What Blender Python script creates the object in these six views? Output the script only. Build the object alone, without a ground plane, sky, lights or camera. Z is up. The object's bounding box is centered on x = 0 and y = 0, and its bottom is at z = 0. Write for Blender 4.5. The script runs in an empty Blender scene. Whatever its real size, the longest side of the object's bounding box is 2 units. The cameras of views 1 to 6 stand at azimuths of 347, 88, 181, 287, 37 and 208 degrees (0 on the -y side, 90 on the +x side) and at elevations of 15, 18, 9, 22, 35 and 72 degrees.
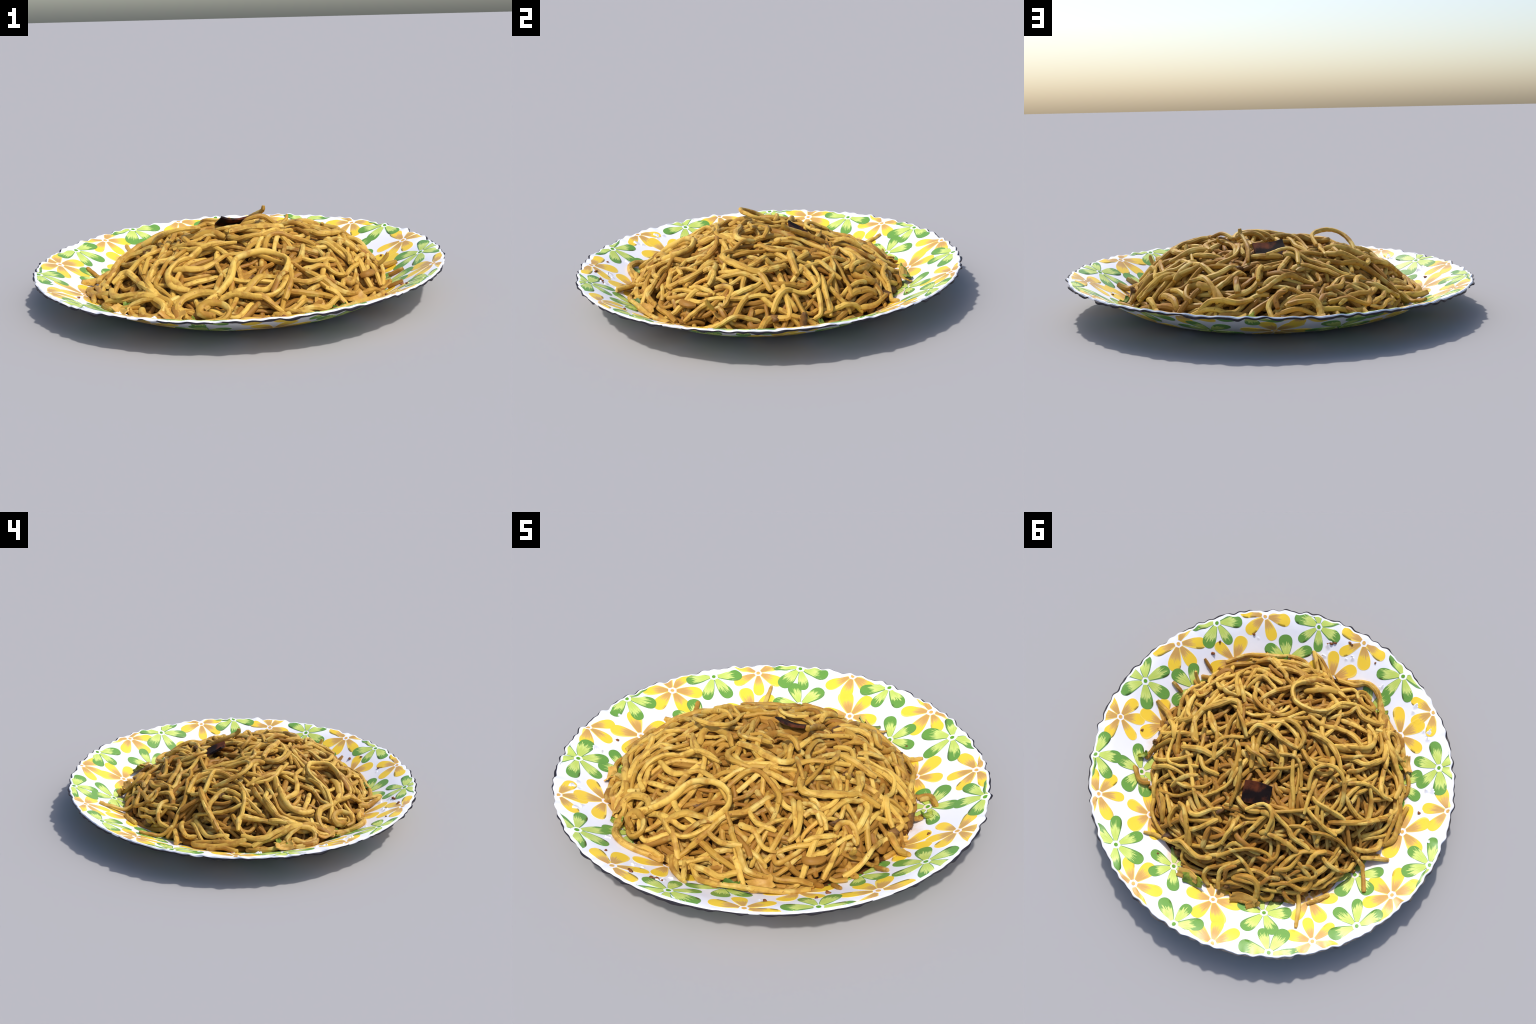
# A heap of fried noodles on a fluted, flower-printed plate.
import bpy, bmesh, math, random
import numpy as np
from mathutils import Vector, Matrix, noise as mnoise

SEED = 11
rng = random.Random(SEED)
nrng = np.random.default_rng(SEED)
scene = bpy.context.scene


# ------------------------------------------------------------------ helpers
def srgb(r, g, b):
    def f(c):
        c /= 255.0
        return c / 12.92 if c <= 0.04045 else ((c + 0.055) / 1.055) ** 2.4
    return (f(r), f(g), f(b), 1.0)


def new_object(name, mesh, parent=None, mat=None):
    ob = bpy.data.objects.new(name, mesh)
    scene.collection.objects.link(ob)
    if parent is not None:
        ob.parent = parent
    if mat is not None and mesh is not None:
        mesh.materials.append(mat)
    return ob


def mesh_from(name, verts, faces, smooth=True):
    me = bpy.data.meshes.new(name)
    me.from_pydata([tuple(v) for v in verts], [], faces)
    me.validate()
    me.update()
    if smooth:
        me.polygons.foreach_set("use_smooth", [True] * len(me.polygons))
    return me


def smooth_by_angle(me, deg):
    """Mark edges sharper than deg as sharp, keep the rest smooth."""
    bm = bmesh.new()
    bm.from_mesh(me)
    lim = math.radians(deg)
    for e in bm.edges:
        if len(e.link_faces) == 2:
            e.smooth = e.calc_face_angle(0.0) < lim
    bm.to_mesh(me)
    bm.free()


class NodeKit:
    """Tiny builder for shader node trees."""
    def __init__(self, name):
        self.mat = bpy.data.materials.new(name)
        self.mat.use_nodes = True
        self.nt = self.mat.node_tree
        self.nt.nodes.clear()
        self.out = self.nt.nodes.new("ShaderNodeOutputMaterial")
        self.bsdf = self.nt.nodes.new("ShaderNodeBsdfPrincipled")
        self.nt.links.new(self.bsdf.outputs[0], self.out.inputs[0])

    def node(self, kind, **props):
        n = self.nt.nodes.new(kind)
        for k, v in props.items():
            setattr(n, k, v)
        return n

    def put(self, sock, val):
        if isinstance(val, bpy.types.NodeSocket):
            self.nt.links.new(val, sock)
        else:
            sock.default_value = val

    def math(self, op, a, b=0.0, c=0.0, clamp=False):
        n = self.node("ShaderNodeMath", operation=op, use_clamp=clamp)
        for s, v in zip(n.inputs, (a, b, c)):
            self.put(s, v)
        return n.outputs[0]

    def step(self, x, lo, hi):
        n = self.node("ShaderNodeMapRange", interpolation_type='SMOOTHSTEP')
        self.put(n.inputs[0], x)
        n.inputs[1].default_value = lo
        n.inputs[2].default_value = hi
        return n.outputs[0]

    def mix(self, fac, a, b):
        n = self.node("ShaderNodeMix", data_type='RGBA')
        self.put(n.inputs[0], fac)
        self.put(n.inputs[6], a)
        self.put(n.inputs[7], b)
        return n.outputs[2]

    def noise(self, vec, scale, detail=3.0, rough=0.55):
        n = self.node("ShaderNodeTexNoise")
        if vec is not None:
            self.put(n.inputs["Vector"], vec)
        n.inputs["Scale"].default_value = scale
        n.inputs["Detail"].default_value = detail
        n.inputs["Roughness"].default_value = rough
        return n.outputs[0]

    def object_coords(self, random_shift=0.0):
        co = self.node("ShaderNodeTexCoord").outputs["Object"]
        if random_shift:
            info = self.node("ShaderNodeObjectInfo")
            s = self.math('MULTIPLY', info.outputs["Random"], random_shift)
            add = self.node("ShaderNodeVectorMath", operation='ADD')
            self.put(add.inputs[0], co)
            comb = self.node("ShaderNodeCombineXYZ")
            self.put(comb.inputs[0], s)
            self.put(comb.inputs[1], s)
            self.put(comb.inputs[2], s)
            self.put(add.inputs[1], comb.outputs[0])
            return add.outputs[0]
        return co

    def bump(self, height, strength, distance):
        n = self.node("ShaderNodeBump")
        n.inputs["Strength"].default_value = strength
        n.inputs["Distance"].default_value = distance
        self.put(n.inputs["Height"], height)
        self.put(self.bsdf.inputs["Normal"], n.outputs[0])

    def finish(self, color, rough=0.6, spec=0.3):
        self.put(self.bsdf.inputs["Base Color"], color)
        self.put(self.bsdf.inputs["Roughness"], rough)
        self.bsdf.inputs["Specular IOR Level"].default_value = spec
        return self.mat


# ---------------------------------------------------------------- materials
def plate_material():
    k = NodeKit("white_melamine")
    co = k.object_coords()
    n = k.noise(co, 5.0, 4.0)
    col = k.mix(k.step(n, 0.35, 0.7), srgb(238, 238, 246), srgb(246, 246, 250))
    # sauce stain that has run out from under the heap
    geo = k.node("ShaderNodeVectorMath", operation='LENGTH')
    k.put(geo.inputs[0], co)
    r = geo.outputs["Value"]
    stain = k.math('MULTIPLY', k.math('SUBTRACT', 1.0, k.step(r, 0.66, 0.80)),
                   k.step(k.noise(co, 6.0, 5.0), 0.38, 0.62))
    col = k.mix(k.math('MULTIPLY', stain, 0.75), col, srgb(222, 170, 92))
    k.bump(k.noise(co, 22.0, 3.0), 0.15, 0.004)
    return k.finish(col, 0.35, 0.35)


def rim_material():
    k = NodeKit("black_rim_glaze")
    n = k.noise(k.object_coords(), 40.0, 2.0)
    return k.finish(k.mix(n, srgb(22, 20, 26), srgb(46, 42, 50)), 0.5, 0.3)


PETAL_P, PETAL_Q = 0.80, 4.2
PETAL_MAX = max(t ** PETAL_P * math.sqrt(1 - t ** PETAL_Q) for t in np.linspace(0, 1, 400))


def petal_half_width(t):
    return t ** PETAL_P * math.sqrt(max(0.0, 1 - t ** PETAL_Q)) / PETAL_MAX


def petal_material(name, inner, streak, tip, edge, edge_from, tip_from, streak_from, brush):
    """Printed petal: x runs 0..1 from heart to tip, y is -1..1 across."""
    k = NodeKit(name)
    co = k.object_coords()
    sep = k.node("ShaderNodeSeparateXYZ")
    k.put(sep.inputs[0], co)
    x, y = sep.outputs[0], sep.outputs[1]
    rnd = k.node("ShaderNodeObjectInfo").outputs["Random"]
    # long brush streaks fanning from the heart: noise in (angle, seed)
    fan = k.math('DIVIDE', y, k.math('MAXIMUM', x, 0.08))
    comb = k.node("ShaderNodeCombineXYZ")
    k.put(comb.inputs[0], k.math('MULTIPLY', fan, 6.0))
    k.put(comb.inputs[1], k.math('MULTIPLY', rnd, 37.0))
    k.put(comb.inputs[2], k.math('MULTIPLY', x, 0.5))
    comb_noise = k.noise(comb.outputs[0], 1.35, 1.0)
    shift = k.math('MULTIPLY', k.math('SUBTRACT', comb_noise, 0.5), brush)
    base_t = k.math('ADD', x, shift)
    base_t = k.math('ADD', base_t, k.math('MULTIPLY', k.math('SUBTRACT', rnd, 0.5), 0.12))
    # the tip colour also wraps round the outer corners
    base_t = k.math('ADD', base_t, k.math('MULTIPLY', k.math('MULTIPLY', y, y), 0.16))
    m_streak = k.step(base_t, streak_from, tip_from)
    m_tip = k.step(base_t, tip_from, tip_from + 0.03)
    col = k.mix(m_streak, inner, streak)
    col = k.mix(m_tip, col, tip)
    # outline
    w = k.math('MULTIPLY', k.math('POWER', x, PETAL_P),
               k.math('SQRT', k.math('MAXIMUM', k.math('SUBTRACT', 1.0, k.math('POWER', x, PETAL_Q)), 0.0)))
    w = k.math('DIVIDE', w, PETAL_MAX)
    gap = k.math('SUBTRACT', w, k.math('ABSOLUTE', y))
    m_edge = k.math('SUBTRACT', 1.0, k.step(gap, edge_from * 0.75, edge_from))
    m_pale = k.math('SUBTRACT', 1.0, k.step(gap, edge_from, edge_from * 2.2))
    m_pale = k.math('MULTIPLY', m_pale, k.math('SUBTRACT', 1.0, m_tip))
    col = k.mix(k.math('MULTIPLY', m_pale, 0.6), col, streak)
    col = k.mix(m_edge, col, edge)
    grain = k.noise(co, 26.0, 3.0)
    col = k.mix(k.math('MULTIPLY', grain, 0.10), col, srgb(250, 250, 240))
    return k.finish(col, 0.38, 0.35)


def plain_material(name, a, b, scale, rough=0.5, bump=0.0, shift=0.0, spec=0.3, lo=0.35, hi=0.65):
    k = NodeKit(name)
    co = k.object_coords(shift)
    n = k.noise(co, scale, 5.0, 0.6)
    col = k.mix(k.step(n, lo, hi), a, b)
    if bump:
        k.bump(k.noise(co, scale * 1.7, 4.0), bump, 0.006)
    return k.finish(col, rough, spec)


def noodle_material(name, tone_a, tone_b):
    k = NodeKit(name)
    co = k.object_coords(13.0)
    rnd = k.node("ShaderNodeObjectInfo").outputs["Random"]
    base = k.mix(rnd, tone_a, tone_b)
    blot = k.noise(co, 16.0, 4.0, 0.6)
    col = k.mix(k.math('MULTIPLY', k.step(blot, 0.44, 0.66), 0.70), base, srgb(150, 100, 38))
    oil = k.noise(co, 7.0, 3.0)
    col = k.mix(k.math('MULTIPLY', k.step(oil, 0.58, 0.75), 0.5), col, srgb(204, 142, 58))
    pale = k.noise(co, 11.0, 3.0)
    col = k.mix(k.math('MULTIPLY', k.step(pale, 0.54, 0.68), 0.60), col, srgb(214, 190, 108))
    speck = k.noise(co, 55.0, 2.0, 0.5)
    col = k.mix(k.math('MULTIPLY', k.step(speck, 0.66, 0.74), 0.7), col, srgb(112, 62, 26))
    k.bump(k.noise(co, 42.0, 4.0), 0.22, 0.005)
    return k.finish(col, 0.52, 0.20)


NOODLE_A = srgb(174, 132, 52)
NOODLE_B = srgb(214, 176, 84)

M_PLATE = plate_material()
M_RIM = rim_material()
M_GREEN = petal_material("green_petal_print", srgb(186, 206, 82), srgb(208, 222, 116),
                         srgb(88, 148, 28), srgb(86, 140, 40), 0.095, 0.66, 0.34, 0.75)
M_YELLOW = petal_material("yellow_petal_print", srgb(200, 150, 64), srgb(218, 172, 80),
                          srgb(246, 205, 16), srgb(248, 214, 84), 0.085, 0.55, 0.36, 0.60)
M_GREEN_DOT = plain_material("green_heart_print", srgb(92, 150, 34), srgb(108, 162, 50), 30, 0.4)
M_YELLOW_DOT = plain_material("ochre_heart_print", srgb(216, 166, 84), srgb(226, 180, 96), 30, 0.4)
M_NOODLE = noodle_material("fried_noodle", NOODLE_A, NOODLE_B)
M_NOODLE_BROWNER = noodle_material("browner_noodle", srgb(142, 98, 38), srgb(188, 144, 62))  # browner, darker version of the noodle colour, used for the lower layers
M_DARK_CORE = plain_material("dark_brown_core", srgb(62, 36, 16), srgb(120, 76, 34), 16, 0.6, 0.5)  # dark brown that shows in the gaps between the noodles
M_MEAT = plain_material("browned_meat", srgb(78, 52, 26), srgb(128, 90, 44), 20, 0.6, 0.5, 9.0)
M_CABBAGE = plain_material("stewed_cabbage", srgb(176, 130, 54), srgb(204, 162, 78), 13, 0.5, 0.3, 9.0)
M_LEAF = plain_material("green_onion", srgb(74, 104, 30), srgb(156, 164, 60), 15, 0.45, 0.3, 9.0)
M_CHAR = plain_material("charred_crust", srgb(26, 17, 18), srgb(104, 52, 28), 11, 0.85, 0.5, 0.0, 0.15, 0.45, 0.70)
M_CRUMB = plain_material("red_brown_crumb", srgb(96, 50, 24), srgb(140, 84, 40), 40, 0.6, 0.0, 5.0)

# -------------------------------------------------------------------- plate
RX, RY = 0.987, 0.978            # half axes of the white rim
THICK = 0.007
# profile: (distance from the middle, height)
PROFILE = [(0.00, 0.0075), (0.54, 0.0075), (0.60, 0.011), (0.65, 0.020), (0.70, 0.037), (0.75, 0.060),
           (0.80, 0.086), (0.85, 0.113), (0.91, 0.145), (0.95, 0.160), (0.985, 0.170), (1.05, 0.176)]
_pr = np.array(PROFILE)


def profile_z(r):
    # average of three samples rounds the polyline's corners
    return (np.interp(r - 0.018, _pr[:, 0], _pr[:, 1]) + np.interp(r, _pr[:, 0], _pr[:, 1])
            + np.interp(r + 0.018, _pr[:, 0], _pr[:, 1])) / 3.0


FLUTES = 68
_flute = [(rng.uniform(0, 6.28), rng.uniform(-0.5, 0.5)) for _ in range(5)]


def flute_wave(az):
    """Slightly irregular scallops round the rim, -1..1."""
    ph = sum(a * np.sin((i + 2) * az + p) for i, (p, a) in enumerate(_flute))
    amp = 0.75 + 0.4 * np.sin(5 * az + 1.0) * np.sin(9 * az)
    return (0.9 * amp * np.sin(FLUTES * az + 2.6 * ph) + 0.8 * np.sin(37 * az + 3 * ph) + 0.6 * np.sin(97 * az + 2 * ph)
            + 0.35 * np.sin(13 * az + 2.0 * ph))


def plate_xyz(rho, az):
    """Upper surface of the plate; rho 0..1 from the middle to the rim."""
    rho = np.asarray(rho, float)
    az = np.asarray(az, float)
    w = np.clip((rho - 0.90) / 0.10, 0, 1) ** 1.6
    fl = flute_wave(az)
    k = 1.0 + 0.0034 * w * fl
    x = RX * rho * np.cos(az) * k
    y = RY * rho * np.sin(az) * k + 0.001 * w
    z = profile_z(rho * 0.985)
    z = z + (0.019 * x - 0.005 * y + 0.002) * z / 0.17 + 0.0030 * w * fl
    return np.stack([x, y, z], -1)


def plate_height(x, y):
    rho = np.hypot(x / RX, y / RY)
    z = profile_z(rho * 0.985)
    return z + (0.019 * x - 0.005 * y + 0.002) * z / 0.17


def plate_normal(rho, az):
    e = 1e-3
    du = plate_xyz(min(rho, 0.9) + e, az) - plate_xyz(min(rho, 0.9) - e, az)
    dv = plate_xyz(min(rho, 0.9), az + e) - plate_xyz(min(rho, 0.9), az - e)
    n = np.cross(du, dv)
    return n / np.linalg.norm(n)


# printed flowers: kind, x, y of the heart, direction of one petal (degrees from the
# tangent towards the rim), petal length
FLOWERS = [
    ('green', 0.711, -0.644, -48, 0.150), ('yellow', 0.839, -0.426, -41, 0.152),
    ('green', 0.893, -0.145, -38, 0.152), ('yellow', 0.903, 0.107, -111, 0.140),
    ('green', 0.910, 0.368, -41, 0.145), ('yellow', 0.772, 0.548, -138, 0.150),
    ('green', 0.545, 0.741, -155, 0.160), ('yellow', 0.354, 0.877, -38, 0.160),
    ('green', 0.060, 0.956, -28, 0.150), ('yellow', -0.165, 0.956, -42, 0.155),
    ('green', -0.441, 0.853, -50, 0.157), ('yellow', -0.611, 0.695, -88, 0.148),
    ('green', -0.777, 0.516, -55, 0.158), ('yellow', -0.868, 0.282, -29, 0.162),
    ('green', -0.981, 0.049, -14, 0.158), ('yellow', -0.941, -0.268, -83, 0.146),
    ('green', -0.786, -0.470, 179, 0.156), ('yellow', -0.634, -0.759, -33, 0.146),
    ('green', -0.374, -0.859, -157, 0.152), ('yellow', -0.088, -0.936, -117, 0.150),
    ('green', 0.186, -0.905, -105, 0.147), ('yellow', 0.489, -0.817, -103, 0.144),
    # inner ring, half hidden by the food
    ('green', 0.665, 0.305, 165, 0.158), ('yellow', 0.703, 0.000, 30, 0.148),
    ('yellow', 0.533, -0.525, 121, 0.148), ('green', 0.665, -0.271, 130, 0.146),
    ('yellow', -0.513, -0.565, 24, 0.160), ('green', -0.633, -0.311, 123, 0.146),
    ('green', 0.273, -0.678, 86, 0.152), ('yellow', -0.011, -0.702, 70, 0.160),
    ('green', -0.281, -0.634, 101, 0.146), ('yellow', 0.498, 0.493, 125, 0.150),
    ('green', 0.237, 0.683, 44, 0.150), ('yellow', -0.040, 0.740, 50, 0.158),
    ('green', -0.313, 0.673, 7, 0.150), ('yellow', -0.489, 0.493, 80, 0.158),
    ('green', -0.645, 0.257, 39, 0.160), ('yellow', -0.766, -0.070, 1, 0.165),
]

# small sharp dents pressed into the plate: (azimuth degrees, radius share, size)
DENTS = []


def dent_is_clear(azd, rr):
    """True where the print leaves the plate white."""
    a = math.radians(azd)
    x, y = RX * rr * math.cos(a), RY * rr * math.sin(a)
    for _, fx, fy, direction, length in FLOWERS:
        az = math.atan2(fy, fx)
        for p in range(6):
            g = math.radians(direction + 60 * p)
            for f in (0.25, 0.5, 0.75, 0.95):
                t, o = f * length * math.cos(g), 0.87 * f * length * math.sin(g)
                px = fx - math.sin(az) * t + math.cos(az) * o
                py = fy + math.cos(az) * t + math.sin(az) * o
                if math.hypot(px - x, py - y) < 0.042:
                    return False
    return True


def scatter_dents(count, az_range, r_range, size_range):
    made = 0
    for _ in range(count * 40):
        d = (rng.uniform(*az_range), rng.uniform(*r_range), rng.uniform(*size_range))
        if dent_is_clear(d[0], d[1]):
            DENTS.append(d)
            made += 1
            if made == count:
                return


scatter_dents(14, (-165, -72), (0.80, 0.94), (0.013, 0.024))
scatter_dents(6, (150, 215), (0.80, 0.95), (0.010, 0.018))
scatter_dents(4, (-72, 150), (0.80, 0.95), (0.008, 0.015))


def dent_offset(P):
    out = np.zeros(P.shape[:-1])
    for azd, rr, s in DENTS:
        a = math.radians(azd)
        cx, cy = RX * rr * math.cos(a), RY * rr * math.sin(a)
        dx, dy = P[..., 0] - cx, P[..., 1] - cy
        t = math.radians(-63) + 0.6 * math.sin(azd * 7.1)
        u = (dx * math.cos(t) + dy * math.sin(t)) / s
        v = (-dx * math.sin(t) + dy * math.cos(t)) / (s * 0.55)
        # a tilted flake: sharp on one side, tapering on the other
        m = (np.abs(u) + np.abs(v)) < 1
        out = np.where(m, out + s * 0.8 * (0.5 * u + 0.2), out)
    return out


def build_plate():
    NA = 1020
    rhos = np.concatenate([np.linspace(0.0, 0.62, 14)[1:], np.linspace(0.64, 0.90, 52),
                           np.linspace(0.905, 1.0, 18)])
    az = np.linspace(0, 2 * math.pi, NA, endpoint=False)
    A, Rr = np.meshgrid(az, rhos)
    top = plate_xyz(Rr, A)
    top[..., 2] += dent_offset(top)
    bot = plate_xyz(Rr, A)
    bot[..., 2] -= THICK
    # rolled lip: outer edge, then curl under
    lip1 = plate_xyz(np.full(NA, 1.0), az)
    lip1[:, :2] *= 1.0035
    lip1[:, 2] -= 0.005
    lip2 = plate_xyz(np.full(NA, 1.0), az)
    lip2[:, :2] *= 1.0015
    lip2[:, 2] -= 0.0095
    rings = [top[i] for i in range(len(rhos))] + [lip1, lip2] + [bot[i] for i in range(len(rhos) - 1, -1, -1)]
    verts = np.concatenate(rings)
    nr = len(rings)
    faces = []
    for i in range(nr - 1):
        for j in range(NA):
            j2 = (j + 1) % NA
            faces.append((i * NA + j, (i + 1) * NA + j, (i + 1) * NA + j2, i * NA + j2))
    faces.append(tuple(range(NA)))
    faces.append(tuple(reversed(range((nr - 1) * NA, nr * NA))))
    me = mesh_from("plate", verts, faces)
    smooth_by_angle(me, 32)
    ob = new_object("plate", me, None, M_PLATE)
    ob["label"] = "white fluted dinner plate printed with green and yellow flowers"
    ob["category"] = "plate"
    return ob


def build_rim_edge(parent):
    """Chipped black line along the outer edge, broken into runs."""
    NA = 1020
    az = np.linspace(0, 2 * math.pi, NA + 1)
    verts, faces = [], []
    for j in range(NA + 1):
        a = az[j]
        p = plate_xyz(1.0, a)
        d = np.array([math.cos(a), math.sin(a), 0])
        c = 3.0 * math.cos(a), 3.0 * math.sin(a)
        n1 = mnoise.noise(Vector((c[0] * 1.9, c[1] * 1.9, 0.3)))
        n2 = mnoise.noise(Vector((c[0] * 9.0, c[1] * 9.0, 4.3)))
        n3 = mnoise.noise(Vector((c[0] * 5.0, c[1] * 5.0, 9.1)))
        cover = 0.85 + 1.5 * n1 + 0.9 * n3
        s = min(1.0, max(0.0, cover * 2.0))
        out = s * (0.0085 + 0.008 * n2)
        drop = 0.004 + 0.005 * n3 + 0.005 * n2
        p0 = p + d * 0.0005 + np.array([0, 0, -0.006])
        p1 = p + d * (0.001 + out) + np.array([0, 0, -0.002 - 0.5 * drop])
        p2 = p + d * (0.001 + 0.8 * out) + np.array([0, 0, -0.0085 - s * drop])
        p3 = p - d * 0.004 + np.array([0, 0, -0.009])
        verts += [p0, p1, p2, p3]
    for j in range(NA):
        for k in range(4):
            a0, b0 = j * 4 + k, j * 4 + (k + 1) % 4
            faces.append((a0, b0, b0 + 4, a0 + 4))
    me = mesh_from("plate_edge_line", verts, faces)
    smooth_by_angle(me, 40)
    return new_object("plate_edge_line", me, parent, M_RIM)



_rho_s = np.linspace(0, 1, 801)
_arc = np.concatenate([[0], np.cumsum(np.hypot(np.diff(_rho_s) * 0.985, np.diff(profile_z(_rho_s * 0.985))))])


def walk_on_plate(rho0, az0, tangent, outward):
    """Point reached by going along the tangent and then up the wall."""
    s = np.interp(rho0, _rho_s, _arc) + outward
    s = np.clip(s, 0.0, PRINT_END)
    rho = np.interp(s, _arc, _rho_s)
    return rho, az0 + tangent / (0.985 * max(0.3, 0.5 * (rho0 + rho)))


PRINT_END = float(_arc[-1]) - 0.008


def build_print_piece(parent, name, outline_rows, rho0, az0, matrix, proud, mat):
    """outline_rows: rows of (tangent, outward) offsets; makes a thin slab set into
    the plate that shows on both of its sides."""
    inv = matrix.inverted()
    rows, cols = len(outline_rows), len(outline_rows[0])
    tops, bots = [], []
    for row in outline_rows:
        for t, o in row:
            rho, az = walk_on_plate(rho0, az0, t, o)
            p = plate_xyz(rho, az)
            n = plate_normal(float(rho), float(az))
            tops.append(inv @ Vector(p + n * proud))
            bots.append(inv @ Vector(p - np.array([0, 0, THICK]) - n * proud))
    verts = tops + bots
    nv = rows * cols
    faces = []
    for i in range(rows - 1):
        for j in range(cols - 1):
            a, b, c, d = i * cols + j, i * cols + j + 1, (i + 1) * cols + j + 1, (i + 1) * cols + j
            faces.append((a, b, c, d))
            faces.append((nv + d, nv + c, nv + b, nv + a))
    border = ([j for j in range(cols)] + [i * cols + cols - 1 for i in range(1, rows)]
              + [(rows - 1) * cols + j for j in range(cols - 2, -1, -1)] + [i * cols for i in range(rows - 2, 0, -1)])
    for a, b in zip(border, border[1:] + border[:1]):
        faces.append((b, a, nv + a, nv + b))
    me = mesh_from(name, verts, faces)
    bm = bmesh.new()
    bm.from_mesh(me)
    bmesh.ops.dissolve_degenerate(bm, dist=1e-5, edges=bm.edges[:])
    bmesh.ops.recalc_face_normals(bm, faces=bm.faces[:])
    bm.to_mesh(me)
    bm.free()
    if len(me.polygons) == 0:
        return None
    smooth_by_angle(me, 40)
    ob = new_object(name, me, parent, mat)
    ob.matrix_world = matrix
    return ob


def build_flowers(plate):
    r = random.Random(5)
    for kind, fx, fy, direction, length in FLOWERS:
        rho0 = math.hypot(fx / RX, fy / RY)
        az0 = math.atan2(fy / RY, fx / RX)
        rho0 = min(rho0, 0.985)
        o = plate_xyz(rho0, az0)
        n = Vector(plate_normal(rho0, az0))
        tan = Vector((-math.sin(az0), math.cos(az0), 0))
        tan = (tan - n * tan.dot(n)).normalized()
        rad = tan.cross(n) * -1.0          # towards the rim
        if rad.dot(Vector((math.cos(az0), math.sin(az0), 0))) < 0:
            rad = -rad
        proud = 0.0010 if kind == 'yellow' else 0.0013
        # heart of the flower
        R = Matrix((tan, rad, n)).transposed().to_4x4()
        mat_c = Matrix.Translation(Vector(o)) @ R
        hr = 0.0105
        rows = [[(hr * f * math.cos(a), hr * f * math.sin(a)) for a in np.linspace(0, 2 * math.pi, 17)]
                for f in (0.02, 0.5, 1.0)]
        heart = build_print_piece(plate, "printed_flower", rows, rho0, az0, mat_c, proud + 0.0004,
                                  M_GREEN_DOT if kind == 'green' else M_YELLOW_DOT)
        if heart is None:
            continue
        bpy.context.view_layer.update()
        for p in range(6):
            ang = math.radians(direction + 60 * p + r.uniform(-6, 6))
            L = length * r.uniform(0.95, 1.06)
            W = L * r.uniform(0.195, 0.265)
            ca, sa = math.cos(ang), math.sin(ang)
            ts = [0.135, 0.2, 0.28, 0.36, 0.44, 0.52, 0.6, 0.68, 0.76, 0.83, 0.89, 0.94, 0.97, 0.988, 0.997]
            rows = []
            for t in ts:
                hw = petal_half_width(t)
                row = []
                for v in (-1, -0.6, -0.2, 0.2, 0.6, 1):
                    a, b = t * L, v * hw * W
                    row.append((a * ca - b * sa, a * sa + b * ca))
                rows.append(row)
            # matrix with x along the petal (scaled so that the tip is x = 1)
            ex = (tan * ca + rad * sa)
            ey = (-tan * sa + rad * ca)
            Rm = Matrix((ex * L, ey * W, n * L)).transposed().to_4x4()
            M = Matrix.Translation(Vector(o)) @ Rm
            # skip petals that would lie wholly off the plate
            mid_out = 0.5 * L * sa
            if np.interp(rho0, _rho_s, _arc) + mid_out > PRINT_END + 0.02:
                continue
            build_print_piece(heart, "petal", rows, rho0, az0, M, proud,
                              M_GREEN if kind == 'green' else M_YELLOW)


# ------------------------------------------------------------------- noodles
# footprint radius of the heap against azimuth (degrees)
FOOT = [(-180, .72), (-154, .75), (-138, .75), (-122, .75), (-100, .74), (-81, .72), (-65, .74), (-44, .75),
        (-20, .745), (0, .72), (26, .69), (45, .71), (65, .70), (90, .69), (115, .70), (135, .68), (154, .69),
        (168, .70), (180, .72)]
_ft = np.array(FOOT)
TOP = 0.327
# how bulging the heap is, against azimuth
BULGE = [(-180, 2.9), (-160, 2.9), (-125, 2.2), (-90, 2.8), (-45, 3.7), (0, 3.6), (45, 2.6), (90, 2.3), (135, 2.1), (180, 2.9)]
_bl = np.array(BULGE)


def foot_radius(x, y):
    return np.interp(np.degrees(np.arctan2(y, x)), _ft[:, 0], _ft[:, 1])


def mound_height(x, y):
    q = np.clip(np.hypot(x, y) / foot_radius(x, y), 0, 1.15)
    power = np.interp(np.degrees(np.arctan2(y, x)), _bl[:, 0], _bl[:, 1])
    return 0.045 + (TOP - 0.045) * (1 - q ** power)


CELL = 0.007
HALF = 1.05
NG = int(2 * HALF / CELL)
_gx = (np.arange(NG) + 0.5) * CELL - HALF
GX, GY = np.meshgrid(_gx, _gx, indexing='ij')
PLATE_Z = plate_height(GX, GY)
TARGET = np.maximum(mound_height(GX, GY), PLATE_Z)
INSIDE = np.hypot(GX, GY) < foot_radius(GX, GY)


def core_height(x, y):
    n = 0.012 * np.sin(23 * x + 3 * np.sin(17 * y)) * np.sin(19 * y + 2 * np.sin(21 * x))
    q = np.hypot(x, y) / foot_radius(x, y)
    return mound_height(x, y) - 0.12 + n - 0.10 * np.clip(q - 0.80, 0, 1)


HMAP = np.maximum(PLATE_Z, np.where(np.hypot(GX, GY) < foot_radius(GX, GY) * 0.98, core_height(GX, GY), 0))


def cell_index(v):
    return np.clip(((np.asarray(v) + HALF) / CELL).astype(int), 0, NG - 1)


def smooth1d(z, passes):
    for _ in range(passes):
        zp = np.concatenate([[z[0]], z, [z[-1]]])
        z = 0.25 * zp[:-2] + 0.5 * zp[1:-1] + 0.25 * zp[2:]
    return z


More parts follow.
